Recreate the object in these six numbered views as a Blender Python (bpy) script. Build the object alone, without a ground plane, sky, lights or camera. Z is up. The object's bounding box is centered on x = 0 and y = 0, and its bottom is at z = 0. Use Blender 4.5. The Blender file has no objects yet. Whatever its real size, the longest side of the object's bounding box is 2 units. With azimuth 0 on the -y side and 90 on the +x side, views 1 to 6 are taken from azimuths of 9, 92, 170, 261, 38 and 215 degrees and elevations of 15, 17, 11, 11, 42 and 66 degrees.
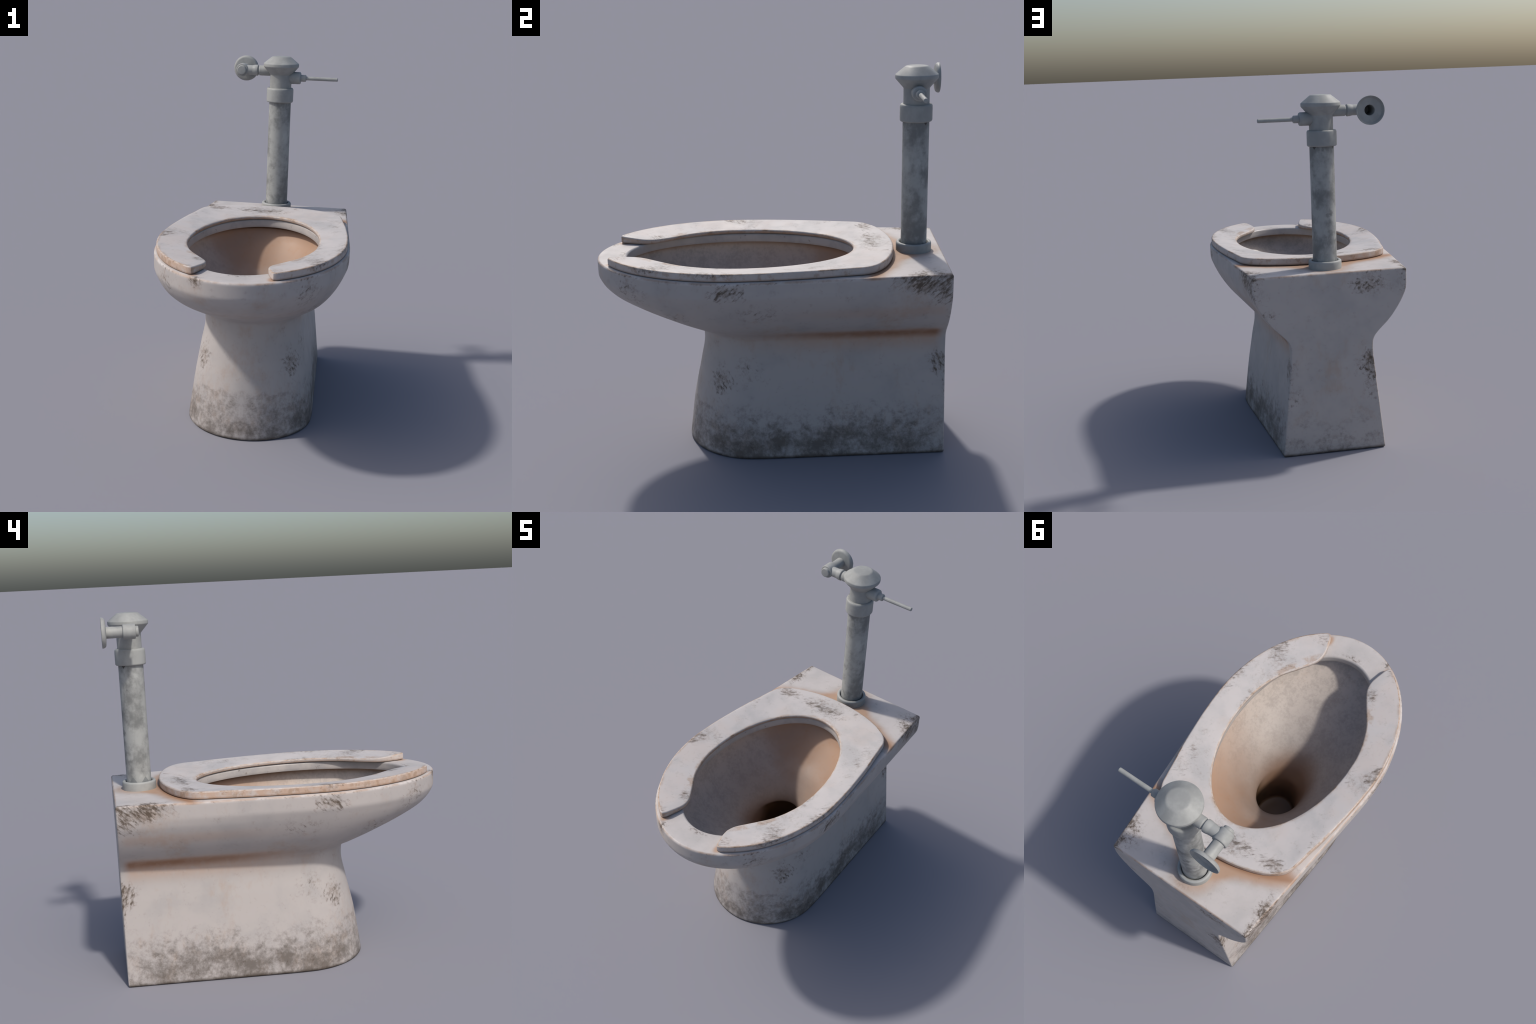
"""Worn floor-standing public toilet: ceramic body, open-front seat, exposed flush valve."""
import bpy, bmesh, math
from mathutils import Vector

# ------------------------------------------------------------------ helpers
def pchip(xs, ys):
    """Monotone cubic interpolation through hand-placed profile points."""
    n = len(xs)
    h = [xs[i+1]-xs[i] for i in range(n-1)]
    d = [(ys[i+1]-ys[i])/h[i] for i in range(n-1)]
    m = [d[0]]
    for i in range(1, n-1):
        if d[i-1]*d[i] <= 0:
            m.append(0.0)
        else:
            a, b = 2*h[i]+h[i-1], h[i]+2*h[i-1]
            m.append((a+b)/(a/d[i-1]+b/d[i]))
    m.append(d[-1])
    def f(x):
        x = min(max(x, xs[0]), xs[-1])
        k = 0
        while k < n-2 and x > xs[k+1]:
            k += 1
        t = (x-xs[k])/h[k]
        return ((2*t**3-3*t**2+1)*ys[k] + (t**3-2*t**2+t)*h[k]*m[k]
                + (3*t**2-2*t**3)*ys[k+1] + (t**3-t**2)*h[k]*m[k+1])
    return f

def catmull(pts, steps):
    """Smooth open curve through 2D control points."""
    out = []
    P = [tuple(2*a-b for a, b in zip(pts[0], pts[1]))] + list(pts) + \
        [tuple(2*a-b for a, b in zip(pts[-1], pts[-2]))]
    for i in range(1, len(P)-2):
        p0, p1, p2, p3 = (Vector(p) for p in P[i-1:i+3])
        t0 = 0.0
        t1 = t0+max((p1-p0).length, 1e-6)**.5
        t2 = t1+max((p2-p1).length, 1e-6)**.5
        t3 = t2+max((p3-p2).length, 1e-6)**.5
        for k in range(steps):
            t = t1+(t2-t1)*k/steps
            a1 = p0*((t1-t)/(t1-t0))+p1*((t-t0)/(t1-t0))
            a2 = p1*((t2-t)/(t2-t1))+p2*((t-t1)/(t2-t1))
            a3 = p2*((t3-t)/(t3-t2))+p3*((t-t2)/(t3-t2))
            b1 = a1*((t2-t)/(t2-t0))+a2*((t-t0)/(t2-t0))
            b2 = a2*((t3-t)/(t3-t1))+a3*((t-t1)/(t3-t1))
            out.append(tuple(b1*((t2-t)/(t2-t1))+b2*((t-t1)/(t2-t1))))
    out.append(tuple(pts[-1]))
    return out

def new_object(name, mesh, parent, mat=None):
    ob = bpy.data.objects.new(name, mesh)
    bpy.context.scene.collection.objects.link(ob)
    if parent:
        ob.parent = parent
    if mat:
        mesh.materials.append(mat)
    return ob

def mesh_from(name, verts, faces, smooth=True, angle=35):
    me = bpy.data.meshes.new(name)
    me.from_pydata(verts, [], faces)
    bm = bmesh.new()
    bm.from_mesh(me)
    bmesh.ops.recalc_face_normals(bm, faces=bm.faces)
    for f in bm.faces:
        f.smooth = smooth
    for e in bm.edges:
        if len(e.link_faces) == 2 and e.calc_face_angle(0) > math.radians(angle):
            e.smooth = False
    bm.to_mesh(me)
    bm.free()
    return me

def bridge(a, b, n, closed=True):
    r = n if closed else n-1
    return [(a+i, a+(i+1) % n, b+(i+1) % n, b+i) for i in range(r)]

def rounded_profile(pts):
    """(u, r, bevel) corners -> list of (u, r) with each corner rounded off."""
    out = []
    for i, (u, r, b) in enumerate(pts):
        if b <= 0 or i == 0 or i == len(pts)-1:
            out.append((u, r))
            continue
        p, q, s = Vector((u, r)), Vector(pts[i-1][:2]), Vector(pts[i+1][:2])
        a = p+(q-p).normalized()*min(b, (q-p).length*.49)
        c = p+(s-p).normalized()*min(b, (s-p).length*.49)
        for k in range(5):
            t = k/4
            v = a*(1-t)**2+p*2*t*(1-t)+c*t*t
            out.append((v.x, v.y))
    return out

def lathe(name, profile, origin, axis, parent, mat, seg=48):
    """Turned part: profile of (position along axis, radius, corner rounding)."""
    ax = {'x': Vector((1, 0, 0)), '-x': Vector((-1, 0, 0)), 'y': Vector((0, 1, 0)),
          'z': Vector((0, 0, 1))}[axis]
    e1 = Vector((0, 1, 0)) if axis in ('x', '-x') else Vector((1, 0, 0))
    e2 = ax.cross(e1)
    prof = rounded_profile(profile)
    verts, faces, rings = [], [], []
    for u, r in prof:
        if r < 1e-5:
            rings.append((len(verts), 1))
            verts.append(Vector(origin)+ax*u)
        else:
            rings.append((len(verts), seg))
            for i in range(seg):
                a = 2*math.pi*i/seg
                verts.append(Vector(origin)+ax*u+(e1*math.cos(a)+e2*math.sin(a))*r)
    for (a, na), (b, nb) in zip(rings, rings[1:]):
        if na == nb == seg:
            faces += bridge(a, b, seg)
        elif na == 1:
            faces += [(a, b+i, b+(i+1) % seg) for i in range(seg)]
        elif nb == 1:
            faces += [(b, a+(i+1) % seg, a+i) for i in range(seg)]
    return new_object(name, mesh_from(name, verts, faces), parent, mat)

# ------------------------------------------------------------------ node helpers
class Nodes:
    def __init__(self, name):
        self.mat = bpy.data.materials.new(name)
        self.mat.use_nodes = True
        self.nt = self.mat.node_tree
        self.nt.nodes.clear()
        self.out = self.nt.nodes.new('ShaderNodeOutputMaterial')
        self.bsdf = self.nt.nodes.new('ShaderNodeBsdfPrincipled')
        self.nt.links.new(self.bsdf.outputs[0], self.out.inputs[0])
        tc = self.nt.nodes.new('ShaderNodeTexCoord')
        self.P = tc.outputs['Object']
        s = self.nt.nodes.new('ShaderNodeSeparateXYZ')
        self.link(self.P, s.inputs[0])
        self.x, self.y, self.z = s.outputs
        self.ax = self.math('ABSOLUTE', self.x)
        c = self.nt.nodes.new('ShaderNodeCombineXYZ')
        for k, v in enumerate((self.ax, self.y, self.z)):
            self.link(v, c.inputs[k])
        self.M = c.outputs[0]          # mirrored coordinates (|x|, y, z)
    def link(self, a, b):
        self.nt.links.new(a, b)
    def put(self, sock, v):
        if hasattr(v, 'node'):
            self.link(v, sock)
        else:
            sock.default_value = v
    def math(self, op, a, b=0.0, clamp=False):
        n = self.nt.nodes.new('ShaderNodeMath')
        n.operation = op
        n.use_clamp = clamp
        self.put(n.inputs[0], a)
        self.put(n.inputs[1], b)
        return n.outputs[0]
    def vec(self, op, a, b=None):
        n = self.nt.nodes.new('ShaderNodeVectorMath')
        n.operation = op
        self.put(n.inputs[0], a)
        if b is not None:
            self.put(n.inputs[1], b)
        return n.outputs['Value' if op in ('LENGTH', 'DOT_PRODUCT') else 'Vector']
    def ramp(self, v, a, b, lo=0.0, hi=1.0, smooth=True):
        n = self.nt.nodes.new('ShaderNodeMapRange')
        n.interpolation_type = 'SMOOTHSTEP' if smooth else 'LINEAR'
        self.put(n.inputs['Value'], v)
        n.inputs['From Min'].default_value = a
        n.inputs['From Max'].default_value = b
        n.inputs['To Min'].default_value = lo
        n.inputs['To Max'].default_value = hi
        return n.outputs['Result']
    def noise(self, scale, detail=6, rough=.6, coord=None, stretch=None, rot=None, distort=0.0):
        n = self.nt.nodes.new('ShaderNodeTexNoise')
        n.inputs['Scale'].default_value = scale
        n.inputs['Detail'].default_value = detail
        n.inputs['Roughness'].default_value = rough
        n.inputs['Distortion'].default_value = distort
        co = coord or self.P
        if stretch or rot:
            for key, val in (('Rotation', rot), ('Scale', stretch)):
                if val:
                    m = self.nt.nodes.new('ShaderNodeMapping')
                    m.inputs[key].default_value = val
                    self.link(co, m.inputs[0])
                    co = m.outputs[0]
        self.link(co, n.inputs['Vector'])
        return n.outputs['Fac']
    def blob(self, c, r, strength=1.0, coord=None):
        d = self.vec('LENGTH', self.vec('DIVIDE', self.vec('SUBTRACT', coord or self.P, c), r))
        return self.ramp(d, 1.0, 0.15, 0.0, strength)
    def total(self, vals):
        s = vals[0]
        for v in vals[1:]:
            s = self.math('ADD', s, v)
        return s
    def mul(self, *v):
        s = v[0]
        for k in v[1:]:
            s = self.math('MULTIPLY', s, k)
        return s
    def mix(self, fac, a, b, mode='MIX'):
        n = self.nt.nodes.new('ShaderNodeMix')
        n.data_type = 'RGBA'
        n.blend_type = mode
        n.clamp_factor = True
        self.put(n.inputs['Factor'], fac)
        for s, v in ((n.inputs[6], a), (n.inputs[7], b)):
            if isinstance(v, tuple):
                v = (*v, 1.0)
            self.put(s, v)
        return n.outputs[2]
    def finish(self, col, rough, bump=None, strength=.1, dist=.003, spec=.5):
        self.put(self.bsdf.inputs['Base Color'], col)
        self.put(self.bsdf.inputs['Roughness'], rough)
        self.bsdf.inputs['Specular IOR Level'].default_value = spec
        if bump is not None:
            b = self.nt.nodes.new('ShaderNodeBump')
            b.inputs['Strength'].default_value = strength
            b.inputs['Distance'].default_value = dist
            self.link(bump, b.inputs['Height'])
            self.link(b.outputs[0], self.bsdf.inputs['Normal'])
        return self.mat

WHITE = (.405, .370, .352)
GREY = (.335, .316, .309)
TAN = (.43, .275, .185)
RUST = (.25, .12, .06)
GRIME = (.066, .044, .027)
HAZE = (.16, .132, .110)

def grime_layers(n, col, patch, coord, strokes, switch=None, foot=None, amount=.9, shift=0.0):
    """Dirt in layers: smoky foot dirt, faint veil round the patches, dry-brush dashes."""
    grain = n.noise(60, 8, .7, coord)
    if foot is not None:
        smoke = n.math('ADD', n.math('MULTIPLY', n.noise(15, 6, .64, coord, None, None, .2), .62),
                       n.math('MULTIPLY', n.noise(50, 7, .72, coord), .38))
        f = n.ramp(n.math('ADD', smoke, n.math('MULTIPLY', foot, .25)), .52, .84, 0, .84)
        col = n.mix(n.mul(f, n.ramp(foot, 0, .3)), col, n.mix(n.noise(5), (.085, .074, .066), (.098, .076, .058)))
    veil = n.math('ADD', n.math('MULTIPLY', n.noise(20, 8, .7, coord), .6), n.math('MULTIPLY', grain, .4))
    veil = n.ramp(n.math('ADD', veil, n.math('MULTIPLY', patch, .15)), .53+shift, .78+shift, 0, .62)
    col = n.mix(veil, col, n.mix(n.noise(4), HAZE, (.21, .145, .095)))
    st = [n.noise(50, 6, .62, coord, stretch, rot, .25) for rot, stretch in strokes]
    g = st[0]
    if switch is not None:
        g = n.math('ADD', n.mul(st[0], switch), n.mul(st[1], n.math('SUBTRACT', 1.0, switch)))
    clump = n.noise(14, 4, .6, coord)
    g = n.total([n.math('MULTIPLY', g, .62), n.math('MULTIPLY', clump, .25), n.math('MULTIPLY', grain, .13)])
    both = patch if foot is None else n.math('ADD', patch, n.mul(foot, .28))
    g = n.math('ADD', g, n.math('MULTIPLY', both, .17))
    dark = n.mul(n.ramp(g, .585+shift*.5, .75+shift*.5), n.ramp(both, .03, .5, .25, amount))
    return n.mix(dark, col, GRIME), dark

def ceramic_material():
    n = Nodes('stained_ceramic')
    cloud = n.noise(5, 5, .6)
    col = n.mix(n.ramp(cloud, .42, .75, 0, .7), WHITE, GREY)
    blush = n.math('ADD', n.mul(n.noise(3.5, 4, .65, n.M), .6), n.mul(n.noise(24, 6, .7, n.M, (1, 1, .5)), .4))
    col = n.mix(n.ramp(blush, .50, .68, 0, .5), col, (.36, .265, .20))
    # rust stain lying in the waist crease, fading towards the front
    wob = n.math('MULTIPLY', n.math('SUBTRACT', n.noise(6, 2), .5), .014)
    zz = n.math('ADD', n.z, wob)
    core = n.mul(n.ramp(zz, .625, .672), n.ramp(zz, .712, .678))
    soft = n.mul(n.ramp(zz, .53, .66), n.ramp(zz, .73, .68))
    along = n.mul(n.ramp(n.y, -.30, .35), n.ramp(n.y, .90, .84))
    col = n.mix(n.mul(soft, along, n.ramp(n.noise(30, 5), .2, .6, .6, 1), .7), col, TAN)
    col = n.mix(n.mul(core, n.ramp(n.y, -.15, .6), n.ramp(n.y, .90, .85), n.ramp(n.noise(20, 5), .2, .6, .6, 1), .85), col, RUST)
    upper = n.mul(n.ramp(zz, .79, .835), n.ramp(zz, .89, .845), n.ramp(n.y, -.1, .5), n.ramp(n.y, .9, .86))
    col = n.mix(n.mul(upper, .28), col, TAN)
    # rust soaked into the deck beside the seat and the pipe flange
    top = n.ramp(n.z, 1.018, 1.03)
    seat_edge = n.math('SUBTRACT', .652, n.math('MULTIPLY', n.mul(n.x, n.x), .62))
    d1 = n.math('SUBTRACT', n.y, seat_edge)
    near_seat = n.mul(n.ramp(d1, .15, -.01), n.ramp(n.y, .40, .55))
    d2 = n.vec('LENGTH', n.vec('MULTIPLY', n.vec('SUBTRACT', n.P, (-.006, .762, 1.03)), (1, 1, 0)))
    near_ring = n.ramp(d2, .24, .09)
    tips = n.math('ADD', n.blob((.195, -.80, 1.033), (.05, .07, .03), .9, n.M),
                  n.blob((.21, -.85, 1.03), (.09, .06, .03), .25, n.M))
    soak = n.math('ADD', n.total([near_seat, n.mul(near_ring, .7), tips]), n.math('MULTIPLY', cloud, .5))
    soak = n.mul(n.ramp(soak, .45, 1.25), top)
    col = n.mix(n.mul(soak, .9), col, (.37, .235, .155))
    col = n.mix(n.mul(n.ramp(d1, .03, .0), n.ramp(n.y, .42, .55), top, .6), col, RUST)
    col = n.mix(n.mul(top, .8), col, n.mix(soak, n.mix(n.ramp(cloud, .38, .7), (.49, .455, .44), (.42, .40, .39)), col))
    # dark grime: scratchy speckle gathered in patches
    under = n.ramp(n.z, 1.036, 1.030, .3, 1.0)
    spots = [n.mul(n.blob((.43, .76, 1.00), (.12, .22, .10), 1.0, n.M), under),
             n.mul(n.blob((.43, .86, .93), (.12, .10, .12), .7, n.M), under),
             n.blob((.52, -.20, .98), (.12, .16, .075), .85, n.M),
             n.blob((.50, -.05, .86), (.20, .25, .12), .35, n.M),
             n.blob((.36, -.68, .95), (.16, .14, .12), .6, n.M),
             n.blob((.36, -.48, .80), (.16, .20, .10), .45, n.M),
             n.blob((.25, -.26, .40), (.12, .10, .12), .85, n.M),
             n.blob((.22, -.12, .46), (.2, .12, .12), .6, n.M),
             n.blob((.25, .87, .50), (.08, .08, .11), 1.0, n.M),
             n.blob((.24, .905, .36), (.10, .03, .14), .5, n.M),
             n.blob((-.22, .91, .50), (.13, .05, .15), .9),
             n.blob((-.22, .91, .96), (.20, .05, .10), .75),
             n.blob((.36, .91, .80), (.10, .05, .10), .5),
             n.blob((.39, .81, 1.033), (.09, .14, .03), .75),
             n.blob((-.41, .75, 1.033), (.05, .20, .03), .5),
             n.blob((-.18, -.87, 1.02), (.09, .08, .05), .9),
             n.blob((.03, -.77, 1.035), (.14, .05, .03), .5)]
    foot = n.ramp(n.z, .40, .0)
    side = n.mul(n.ramp(n.y, -.35, .1), n.ramp(n.y, .8, .5))
    patchy = n.ramp(n.noise(3.2, 3, .5, n.M), .35, .65, .55, 1.15)
    footm = n.mul(foot, n.math('ADD', n.math('MULTIPLY', side, .3), .85), patchy)
    rearface = n.ramp(n.y, .900, .904, 1.0, .5)
    footm = n.mul(footm, rearface)
    arris = n.mul(n.ramp(n.z, 1.022, 1.031), n.ramp(n.z, 1.0368, 1.0345), n.ramp(n.noise(10, 5), .35, .6), .6)
    col = n.mix(arris, col, (.34, .22, .15))
    rimline = n.mul(n.ramp(n.z, 1.015, 1.03), n.ramp(n.z, 1.036, 1.031), .35)
    corner = n.mul(n.ramp(n.ax, .40, .432), n.ramp(n.y, .60, .9), n.ramp(n.z, 1.0, 1.032), .9)
    patch = n.math('ADD', n.total(spots), n.math('ADD', rimline, corner))
    patch = n.math('MINIMUM', patch, 1.0)
    col, dark = grime_layers(n, col, patch, n.M,
        [((math.radians(47), 0, 0), (1, 1.5, .50)), ((math.radians(-28), 0, 0), (1, 1.35, .6))],
        n.ramp(n.z, .55, .75), footm)
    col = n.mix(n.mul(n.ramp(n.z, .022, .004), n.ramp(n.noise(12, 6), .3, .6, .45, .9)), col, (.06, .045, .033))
    rough = n.ramp(n.noise(12), .3, .7, .5, .68)
    return n.finish(col, rough, n.math('SUBTRACT', n.noise(60, 4), dark), .12, .002, .4)

def basin_material():
    n = Nodes('stained_basin')
    cloud = n.noise(6, 6, .62)
    fleck = n.math('ADD', n.mul(n.noise(14, 6, .7), .6), n.mul(n.noise(60, 5, .7), .4))
    high = n.ramp(n.z, .62, .95)  # basin colours lightened towards the rim for the sun's glow and gloss
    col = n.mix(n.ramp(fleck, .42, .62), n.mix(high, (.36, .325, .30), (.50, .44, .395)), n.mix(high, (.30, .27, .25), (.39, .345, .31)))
    wob = n.math('MULTIPLY', n.math('SUBTRACT', n.noise(5, 4), .5), .25)
    rear = n.ramp(n.math('ADD', n.y, wob), -.36, .34)
    right = n.ramp(n.math('ADD', n.x, wob), -.25, .25, .4, 1.0)  # warm tint painted stronger on the sunlit +x wall, weaker on the shaded one
    tan = n.math('MAXIMUM', n.mul(rear, right), n.ramp(n.math('ADD', n.y, wob), .02, .38))
    tan = n.mul(tan, n.ramp(fleck, .3, .6, 1.0, .82))
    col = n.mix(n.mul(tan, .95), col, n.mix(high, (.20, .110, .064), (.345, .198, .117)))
    col = n.mix(n.ramp(n.noise(9, 7, .7), .58, .72, 0, .3), col, (.30, .19, .13))
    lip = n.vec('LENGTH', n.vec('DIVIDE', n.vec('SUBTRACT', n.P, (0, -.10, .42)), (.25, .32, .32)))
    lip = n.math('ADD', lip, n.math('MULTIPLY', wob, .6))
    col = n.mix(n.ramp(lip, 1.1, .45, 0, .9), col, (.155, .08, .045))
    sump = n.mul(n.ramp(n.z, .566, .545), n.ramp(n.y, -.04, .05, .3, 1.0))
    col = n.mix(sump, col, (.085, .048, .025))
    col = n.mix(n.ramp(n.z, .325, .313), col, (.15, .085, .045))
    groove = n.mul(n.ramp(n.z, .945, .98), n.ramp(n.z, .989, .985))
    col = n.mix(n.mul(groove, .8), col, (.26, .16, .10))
    # the rim wall above the groove keeps the outside colour
    wall = n.ramp(n.z, .986, .991)
    wcol = n.mix(n.ramp(n.noise(8, 6), .4, .7), (.42, .385, .365), GREY)
    wcol = n.mix(n.mul(n.ramp(n.noise(30, 6, .7), .62, .7), .6), wcol, GRIME)
    col = n.mix(wall, col, wcol)
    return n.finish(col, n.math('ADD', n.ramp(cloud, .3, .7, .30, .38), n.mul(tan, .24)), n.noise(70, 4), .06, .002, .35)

def seat_material(name, edge):
    n = Nodes(name)
    cloud = n.noise(6, 5, .6)
    col = n.mix(n.ramp(cloud, .4, .7), (.478, .446, .433), (.405, .387, .381))
    col = n.mix(n.mul(n.ramp(n.noise(3.5, 3), .5, .7), .3), col, (.50, .41, .36))
    if edge == 'arris':
        worn = n.math('ADD', n.mul(n.noise(7, 4), .6), n.mul(n.noise(40, 6, .7), .4))
        col = n.mix(n.ramp(worn, .40, .60, .15, .8), col, (.36, .245, .165))
        col = n.mix(n.ramp(worn, .53, .66, 0, .75), col, (.14, .09, .055))
    elif edge == 'side':
        left = n.ramp(n.x, .3, -.3, .35, 1.0)
        col = n.mix(n.mul(n.ramp(n.noise(16, 5), .2, .6), left, .85), col, (.43, .29, .205))
        col = n.mix(n.mul(n.ramp(n.z, 1.052, 1.042), .55), col, (.22, .12, .07))
        col = n.mix(n.mul(n.ramp(n.noise(22, 6), .52, .66), .5), col, (.27, .17, .10))
    else:
        # faint brown fringe just inside the outer arris and round the opening
        r_out = n.vec('LENGTH', n.vec('DIVIDE', n.vec('SUBTRACT', n.P, (0, -.17, 1.08)), (.515, .72, 9)))
        r_in = n.vec('LENGTH', n.vec('DIVIDE', n.vec('SUBTRACT', n.P, (0, -.15, 1.08)), (.356, .594, 9)))
        fringe = n.math('ADD', n.mul(n.ramp(r_out, .955, .99), n.ramp(n.y, -.1, -.2)), n.ramp(r_in, 1.05, 1.005))
        col = n.mix(n.mul(fringe, n.ramp(n.noise(11, 6, .7), .45, .62), .6), col, (.33, .22, .145))
    spots = [n.blob((-.06, .53, 1.08), (.26, .10, .05), .9),
             n.blob((-.34, .52, 1.08), (.13, .08, .05), .9),
             n.blob((.10, .62, 1.08), (.3, .05, .05), .4),
             n.blob((.40, -.60, 1.08), (.10, .16, .05), .8),
             n.blob((.50, -.28, 1.08), (.07, .20, .05), .7),
             n.blob((.30, -.46, 1.08), (.16, .22, .05), .5),
             n.blob((.35, -.20, 1.08), (.05, .20, .05), .7),
             n.blob((.22, -.78, 1.08), (.06, .07, .05), .6),
             n.blob((-.20, -.62, 1.08), (.08, .09, .05), .9),
             n.blob((-.22, -.80, 1.08), (.06, .05, .05), .7),
             n.blob((-.49, -.20, 1.08), (.06, .14, .05), .9),
             n.blob((-.38, -.13, 1.08), (.12, .12, .05), .45),
             n.blob((.40, .26, 1.08), (.16, .30, .05), .4),
             n.blob((-.44, .32, 1.08), (.06, .14, .05), .35)]
    patch = n.math('MINIMUM', n.total(spots), 1.0)
    col, dark = grime_layers(n, col, patch, n.P, [((0, 0, math.radians(-37)), (.45, 1.6, 1))], None, None, .8, -.005)
    return n.finish(col, n.ramp(n.noise(10), .3, .7, .5, .66), n.math('SUBTRACT', n.noise(50, 5), dark), .12, .002, .4)

def metal_material(name, blotch):
    n = Nodes(name)
    a = n.noise(9, 6, .6, None, (1, 1, .7))
    b = n.noise(24, 5, .6)
    v = n.math('ADD', n.math('MULTIPLY', a, .7), n.math('MULTIPLY', b, .3))
    col = n.mix(n.ramp(v, .40, .62), (.312, .317, .306), (.25, .254, .246) if not blotch else (.155, .158, .154))
    if blotch:
        col = n.mix(n.ramp(n.noise(16, 6, .6), .62, .74, 0, .7), col, (.10, .10, .098))
        col = n.mix(n.ramp(n.noise(13, 4, .5, None, (1, 1, .8)), .58, .72, 0, .6), col, (.40, .405, .39))
    return n, col

def finish_metal(n, col):
    return n.finish(col, n.ramp(n.noise(15), .3, .7, .5, .65), n.noise(60, 4), .1, .002, .4)

ceramic = ceramic_material()
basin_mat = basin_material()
seat_mat = seat_material('stained_seat', '')
seat_edge_mat = seat_material('stained_seat_edge', 'side')
seat_arris_mat = seat_material('stained_seat_arris', 'arris')
metal = finish_metal(*metal_material('dull_grey_metal', False))

AX, AY = -.006, .762      # upright pipe axis

def pipe_material():
    n, col = metal_material('galvanised_pipe', True)
    # small dark triangles painted on the pipe under the collar and above the flange
    ang = n.math('ARCTAN2', n.math('SUBTRACT', n.y, AY), n.math('SUBTRACT', n.x, AX))
    def wedge(deg, z0, z1, wide):
        d = n.math('ABSOLUTE', n.math('SUBTRACT', ang, math.radians(deg)))
        h = n.math('DIVIDE', n.math('SUBTRACT', n.z, z0), z1-z0)
        lim = n.math('MULTIPLY', h, wide)
        return n.ramp(n.math('SUBTRACT', lim, d), -.02, .03)
    w = [wedge(40, 1.702, 1.722, .24), wedge(142, 1.702, 1.722, .24)]
    low = n.mul(n.ramp(n.z, 1.12, 1.10), 1.0)
    w2 = [n.mul(low, wedge(a, 1.112, 1.085, .30)) for a in (150, -150, 25, -29)]
    col = n.mix(n.mul(n.math('MINIMUM', n.total(w), 1.0), n.ramp(n.z, 1.69, 1.70)), col, (.05, .045, .04))
    col = n.mix(n.math('MINIMUM', n.total(w2), .7), col, (.14, .15, .155))
    return finish_metal(n, col)
pipe_mat = pipe_material()

# ------------------------------------------------------------------ the toilet
toilet = bpy.data.objects.new('toilet', None)
bpy.context.scene.collection.objects.link(toilet)
toilet['label'] = 'dirty white ceramic toilet with open seat and grey flush valve'
toilet['category'] = 'toilet'

# ---- ceramic body: plan outline described by four widths that vary with height
BACK = .909
levels = [ # z,   back half width, widest half width, y of widest, y of front
    (0.000, .296, .356, -.100, -.461),
    (0.250, .269, .325, -.095, -.426),
    (0.450, .247, .293, -.090, -.383),
    (0.580, .235, .273, -.085, -.361),
    (0.630, .236, .274, -.085, -.365),
    (0.660, .247, .290, -.095, -.392),
    (0.690, .272, .328, -.115, -.468),
    (0.745, .328, .400, -.140, -.595),
    (0.810, .377, .454, -.150, -.745),
    (0.870, .412, .490, -.160, -.852),
    (0.920, .431, .513, -.165, -.897),
    (0.960, .435, .526, -.170, -.9125),
    (1.038, .434, .527, -.170, -.9125)]
cols = list(zip(*levels))
wb_f, wm_f, ym_f, yf_f = (pchip(cols[0], c) for c in cols[1:])

NB, NC, NS, NF = 14, 5, 40, 44     # points on back, corner, side, front (half outline)
def side_drop(t, c=.14):
    f = t*t/(2*c) if t < c else t-c/2
    return f/(1-c/2)

def outline(z, inset=0.0):
    wb, wm, ym, yf = wb_f(z)-inset, wm_f(z)-inset, ym_f(z), yf_f(z)+inset
    back, r = BACK-inset, max(.008-inset*.5, .003)
    half = []
    for i in range(NB):
        half.append(((wb-r)*min(1.0, (i/(NB-1))**.8), back))
    for i in range(1, NC+1):
        a = math.pi/2*(1-i/(NC+1))
        half.append((wb-r+r*math.cos(a), back-r+r*math.sin(a)))
    y0 = back-r
    for i in range(NS):
        s = 1-(i/NS)**1.15
        y = ym+(y0-ym)*s
        half.append((wb+(wm-wb)*(1-side_drop(s)), y))
    for i in range(NF+1):
        a = math.pi/2*i/NF
        half.append((wm*math.cos(a), ym+(yf-ym)*math.sin(a)))
    left = [(-x, y) for x, y in reversed(half[1:-1])]
    return half+left

verts, faces, tags = [], [], []
N = len(outline(.5))
def add_ring(pts, z):
    k = len(verts)
    verts.extend((x, y, z if not hasattr(z, '__len__') else z[i]) for i, (x, y) in enumerate(pts))
    return k
def join(a, b, tag):
    fs = bridge(a, b, N)
    faces.extend(fs)
    tags.extend([tag]*len(fs))

rings = []
def outer(z, inset=0.0):
    rings.append((add_ring(outline(z, inset), z), 'pedestal' if z <= .631 else 'bowl'))
outer(0.0, .006)
outer(0.004, .001)
WAIST, DECK = .63, 1.0365
zs = [.010+i*(WAIST-.010)/30 for i in range(31)] + [WAIST+i*(1.024-WAIST)/40 for i in range(1, 41)]
for z in zs:
    outer(z)
for k in range(1, 6):                      # rounded top edge
    a = math.pi/2*k/5
    zt = DECK-.012+.012*math.sin(a)
    rings.append((add_ring(outline(1.03, .012*(1-math.cos(a))), zt), 'bowl'))

RIM = dict(a=.362, c=-.15, rear=.452, front=-.757)
def oval(theta, a, c, rear, front):
    """theta 0 = rear, pi = front"""
    s, k = math.sin(theta), math.cos(theta)
    return (a*s, c+(rear-c)*k if k > 0 else c+(c-front)*k)
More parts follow.
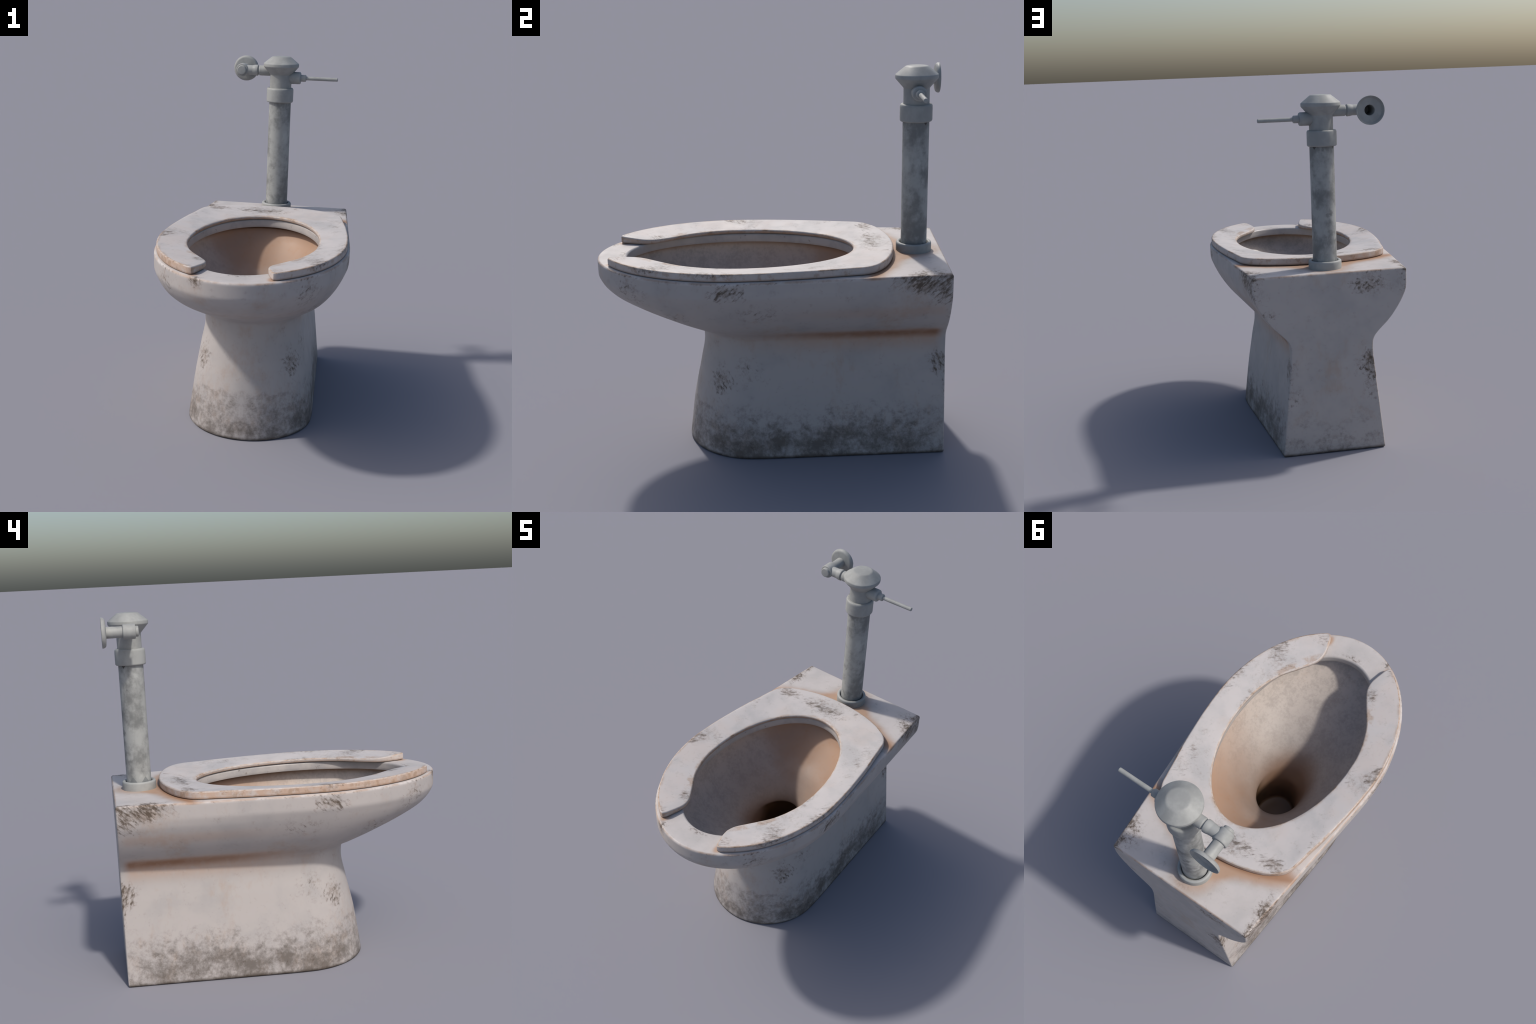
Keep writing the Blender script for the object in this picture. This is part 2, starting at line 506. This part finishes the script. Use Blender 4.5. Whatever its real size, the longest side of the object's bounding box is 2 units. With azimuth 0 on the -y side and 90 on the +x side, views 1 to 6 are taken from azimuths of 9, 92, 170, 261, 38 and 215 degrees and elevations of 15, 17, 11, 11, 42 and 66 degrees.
# parametric angle of each outline point about the opening's centre
top = outline(1.03, .012)
thetas = []
for x, y in top:
    b = (RIM['rear']-RIM['c']) if y > RIM['c'] else (RIM['c']-RIM['front'])
    thetas.append(math.atan2(x/RIM['a'], (y-RIM['c'])/b))
def blend_oval(grow, **kw):
    p = dict(RIM); p.update(kw)
    return [oval(t, p['a']+grow, p['c'], p['rear']+grow, p['front']-grow) for t in thetas]
rim_in = blend_oval(.012)
for k in range(1, 9):
    t = k/8
    rings.append((add_ring([(x0+(x1-x0)*t, y0+(y1-y0)*t) for (x0, y0), (x1, y1) in zip(top, rim_in)], DECK), 'bowl'))
for k in range(1, 6):
    a = math.pi/2*k/5
    rings.append((add_ring(blend_oval(.012*(1-math.sin(a))), DECK-.012+.012*math.cos(a)), 'basin'))
for z, g in ((1.005, 0), (.993, 0), (.989, .002), (.987, .012), (.985, .035), (.983, .060)):
    rings.append((add_ring(blend_oval(g), z), 'basin'))
# funnel to the outlet: horizontal oval sections
HOLE_Y, SUMP_Z = .030, .31
sections = [ # z, half width, rear y, front y
    (.330, .116, .195, -.088), (.430, .118, .215, -.100), (.500, .121, .205, -.126), (.540, .127, .165, -.172), (.562, .134, .144, -.208),
    (.590, .150, .149, -.248), (.640, .194, .172, -.320), (.680, .238, .204, -.385), (.740, .303, .258, -.502),
    (.800, .355, .337, -.625), (.860, .394, .406, -.720), (.920, .417, .466, -.792), (.955, .422, .487, -.818),
    (.982, .420, .492, -.825)]
sc = list(zip(*sections))
sa_f, sr_f, sf_f = (pchip(sc[0], c) for c in sc[1:])
for k in range(1, 61):
    z = .982-(.982-.33)*k/60
    r_, f_ = sr_f(z), sf_f(z)
    m_ = (r_+f_)/2
    rings.append((add_ring([oval(t, sa_f(z), m_, r_, f_) for t in thetas], z), 'basin'))
for z, r in ((.322, .113), (.315, .109), (.311, .101), (.31, .07), (.31, .03)):
    rings.append((add_ring([(r*math.sin(t), HOLE_Y+.018+r*math.cos(t)*1.2) for t in thetas], z), 'basin'))
for (a, _), (b, tag) in zip(rings, rings[1:]):
    join(a, b, tag)
last = rings[-1][0]
verts.append((0, HOLE_Y, SUMP_Z))
for i in range(N):
    faces.append((last+i, last+(i+1) % N, len(verts)-1)); tags.append('basin')
# underside
verts.append((0, .2, 0.0))
for i in range(N):
    faces.append((i, len(verts)-1, (i+1) % N)); tags.append('pedestal')

whole = mesh_from('whole_body', verts, faces, True, 50)
normals = [Vector(c.vector) for c in whole.corner_normals]
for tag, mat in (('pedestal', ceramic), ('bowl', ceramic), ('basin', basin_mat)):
    vmap, vv, ff, nn = {}, [], [], []
    for p in whole.polygons:
        if tags[p.index] != tag:
            continue
        f = []
        for li in p.loop_indices:
            vi = whole.loops[li].vertex_index
            if vi not in vmap:
                vmap[vi] = len(vv)
                vv.append(tuple(whole.vertices[vi].co))
            f.append(vmap[vi]); nn.append(normals[li])
        ff.append(f)
    me = bpy.data.meshes.new(tag)
    me.from_pydata(vv, [], ff)
    for p in me.polygons:
        p.use_smooth = True
    me.normals_split_custom_set([tuple(v) for v in nn])
    new_object(tag, me, toilet, mat)
bpy.data.meshes.remove(whole)

# ---- open-front seat: flat C-shaped board with eased edges
outer_rear = [(.452, .36), (.440, .43), (.428, .485), (.405, .525), (.365, .560),
              (.300, .596), (.180, .633), (.080, .648), (0, .652)]
half = []
for i in range(61):                                     # outer arc, tip -> widest
    a = math.asin(.218/.515)+(math.pi/2-math.asin(.218/.515))*i/60
    half.append((.515*math.sin(a), -.17-.72*math.cos(a)))
half += catmull([(.515, -.17), (.507, -.02), (.489, .14), (.470, .27)]+outer_rear, 8)[1:]
inner_front = [(.345, -.280), (.296, -.432), (.228, -.540), (.190, -.598), (.168, -.640),
               (.160, -.680), (.163, -.715), (.176, -.765), (.190, -.806), (.203, -.823)]
inner = []
for i in range(41):
    a = math.pi/2*i/40
    inner.append((.356*math.sin(a), -.15+.594*math.cos(a)))
inner += catmull([(.356, -.15)]+inner_front, 8)[1:]
def resample(path, k):
    acc = [0.0]
    for p, q in zip(path, path[1:]):
        acc.append(acc[-1]+math.dist(p, q))
    out, j = [], 0
    for i in range(k):
        t = acc[-1]*i/(k-1)
        while j < len(acc)-2 and acc[j+1] < t:
            j += 1
        f = (t-acc[j])/max(1e-9, acc[j+1]-acc[j])
        out.append(tuple(u+(v-u)*f for u, v in zip(path[j], path[j+1])))
    return out
KS = 150
o_half, i_half = resample(half, KS), resample(list(reversed(inner)), KS)   # tip -> rear centre
o_path = o_half+[(-x, y) for x, y in reversed(o_half[:-1])]
i_path = i_half+[(-x, y) for x, y in reversed(i_half[:-1])]
KP = len(o_path)
loop = o_path+list(reversed(i_path))
area = sum(a[0]*b[1]-b[0]*a[1] for a, b in zip(loop, loop[1:]+loop[:1]))
sgn = 1 if area > 0 else -1
def inset_loop(d):
    out = []
    n = len(loop)
    for i in range(n):
        a, b, c = Vector(loop[i-1]), Vector(loop[i]), Vector(loop[(i+1) % n])
        e = (b-a).normalized(); f = (c-b).normalized()
        t = (e+f).normalized()
        nrm = Vector((-t.y, t.x))*sgn
        out.append(b+nrm*d/max(.7, e.dot(t)))
    return out
SEAT_LOW, SEAT_TOP, SEAT_DISH, EASE = 1.0400, 1.0795, .021, .008
prof = [(.004, SEAT_LOW), (.001, SEAT_LOW+.001), (0, SEAT_LOW+.004), (0, SEAT_LOW+.012)]
prof += [(EASE*(1-math.cos(math.pi/2*k/5)), SEAT_TOP-EASE+EASE*math.sin(math.pi/2*k/5)) for k in range(6)]
prof += [(EASE+.004, SEAT_TOP), (EASE+.012, SEAT_TOP)]
def across(x, y):
    """0 at the outer edge of the board, 1 at the opening"""
    ax = abs(x)
    bo = .822 if y > -.17 else .72
    ro = math.hypot(ax/.515, (y+.17)/bo)
    bi = .595 if y > -.15 else .505
    ri = math.hypot(ax/.355, (y+.15)/bi)
    u = (1-ro)/max(1e-4, (1-ro)+(ri-1)) if ri > 1 else 1.0
    return min(1, max(0, u))
sv, sf = [], []
n = len(loop)
for d, z in prof:
    for p in inset_loop(d):
        lift = max(0, min(1, (z-SEAT_LOW-.012)/(SEAT_TOP-EASE-SEAT_LOW-.012)))
        sv.append((p.x, p.y, z-SEAT_DISH*lift*across(p.x, p.y)))
for k in range(len(prof)-1):
    sf += bridge(k*n, (k+1)*n, n)
sf.append(tuple(range(n-1, -1, -1)))
edge_faces = len(sf)
base = (len(prof)-1)*n
ROWS = 8
def row_vert(i, r):
    if r == 0:
        return base+i
    if r == ROWS:
        return base+n-1-i
    return grid[(i, r)]
grid = {}
for i in range(KP):
    p, q = Vector(sv[base+i]), Vector(sv[base+n-1-i])
    for r in range(1, ROWS):
        grid[(i, r)] = len(sv)
        sv.append(tuple(p.lerp(q, r/ROWS)))
for i in range(KP-1):
    for r in range(ROWS):
        sf.append((row_vert(i, r), row_vert(i+1, r), row_vert(i+1, r+1), row_vert(i, r+1)))
seat = new_object('seat', mesh_from('seat', sv, sf, True, 40), toilet, seat_mat)
seat.data.materials.append(seat_edge_mat)
seat.data.materials.append(seat_arris_mat)
side_rows, arris_rows = 5, 9        # rows of the board's side, then of its rounded arris
for p in seat.data.polygons:
    if p.index < side_rows*n:
        p.material_index = 1
    elif p.index < arris_rows*n:
        p.material_index = 2

# ---- flush valve
valve = lathe('flush_valve', [(1.79, 0, 0), (1.79, .066, 0), (1.886, .066, .004), (1.935, .109, .004), (1.953, .109, .004),
                              (1.996, .056, .008), (2.0, .0, 0)], (AX, AY, 0), 'z', toilet, metal)
lathe('pipe', [(1.035, .0, 0), (1.035, .0675, 0)]+[(1.1+.1*i, .0675, 0) for i in range(6)]+[(1.73, .0675, 0), (1.73, 0, 0)],
      (AX, AY, 0), 'z', valve, pipe_mat)
lathe('floor_flange', [(1.030, .06, 0), (1.030, .0925, 0), (1.084, .0925, .012), (1.084, .074, .008), (1.060, .071, .002), (1.060, .06, 0)],
      (AX, AY, 0), 'z', valve, metal)
lathe('collar', [(1.718, .06, 0), (1.718, .078, .002), (1.724, .0825, .003), (1.806, .0825, .016), (1.806, .064, .002), (1.798, .06, 0)],
      (AX-.002, AY, 0), 'z', valve, metal)
lever = lathe('lever_socket', [(.03, 0, 0), (.03, .037, 0), (.118, .037, .010), (.118, .021, .002), (.151, .021, .007), (.151, .0, 0)],
              (0, AY+.002, 1.869), 'x', valve, metal, 40)
lathe('lever', [(.145, 0, 0), (.145, .0115, 0), (.347, .0112, .006), (.346, 0, 0)], (0, AY+.002, 1.869), 'x', valve, metal, 24)
lathe('supply_pipe', [(.04, 0, 0), (.04, .031, 0), (.140, .031, .004), (.143, .025, .002), (.148, .025, .002), (.149, .0335, .004),
                      (.165, .0335, .006), (.183, .0295, .004), (.25, .0295, 0), (.25, 0, 0)], (0, .766, 1.906), '-x', valve, metal, 40)
lathe('stop_valve', [(.719, 0, 0), (.719, .028, .006), (.735, .028, .002), (.735, .039, .009), (.801, .039, .008),
                     (.801, .0295, .002), (.887, .0295, 0), (.887, .0284, 0)], (-.247, 0, 1.906), 'y', valve, metal, 40)
lathe('wall_flange', [(.76, 0, 0), (.76, .0285, 0), (.889, .0285, .004), (.893, .066, .003), (.9085, .0755, .002), (.9085, .0785, .002),
                      (.898, .0785, .005), (.887, .070, .008), (.884, .030, 0), (.85, .030, 0), (.85, .0286, 0)],
      (-.247, 0, 1.906), 'y', valve, metal, 48)
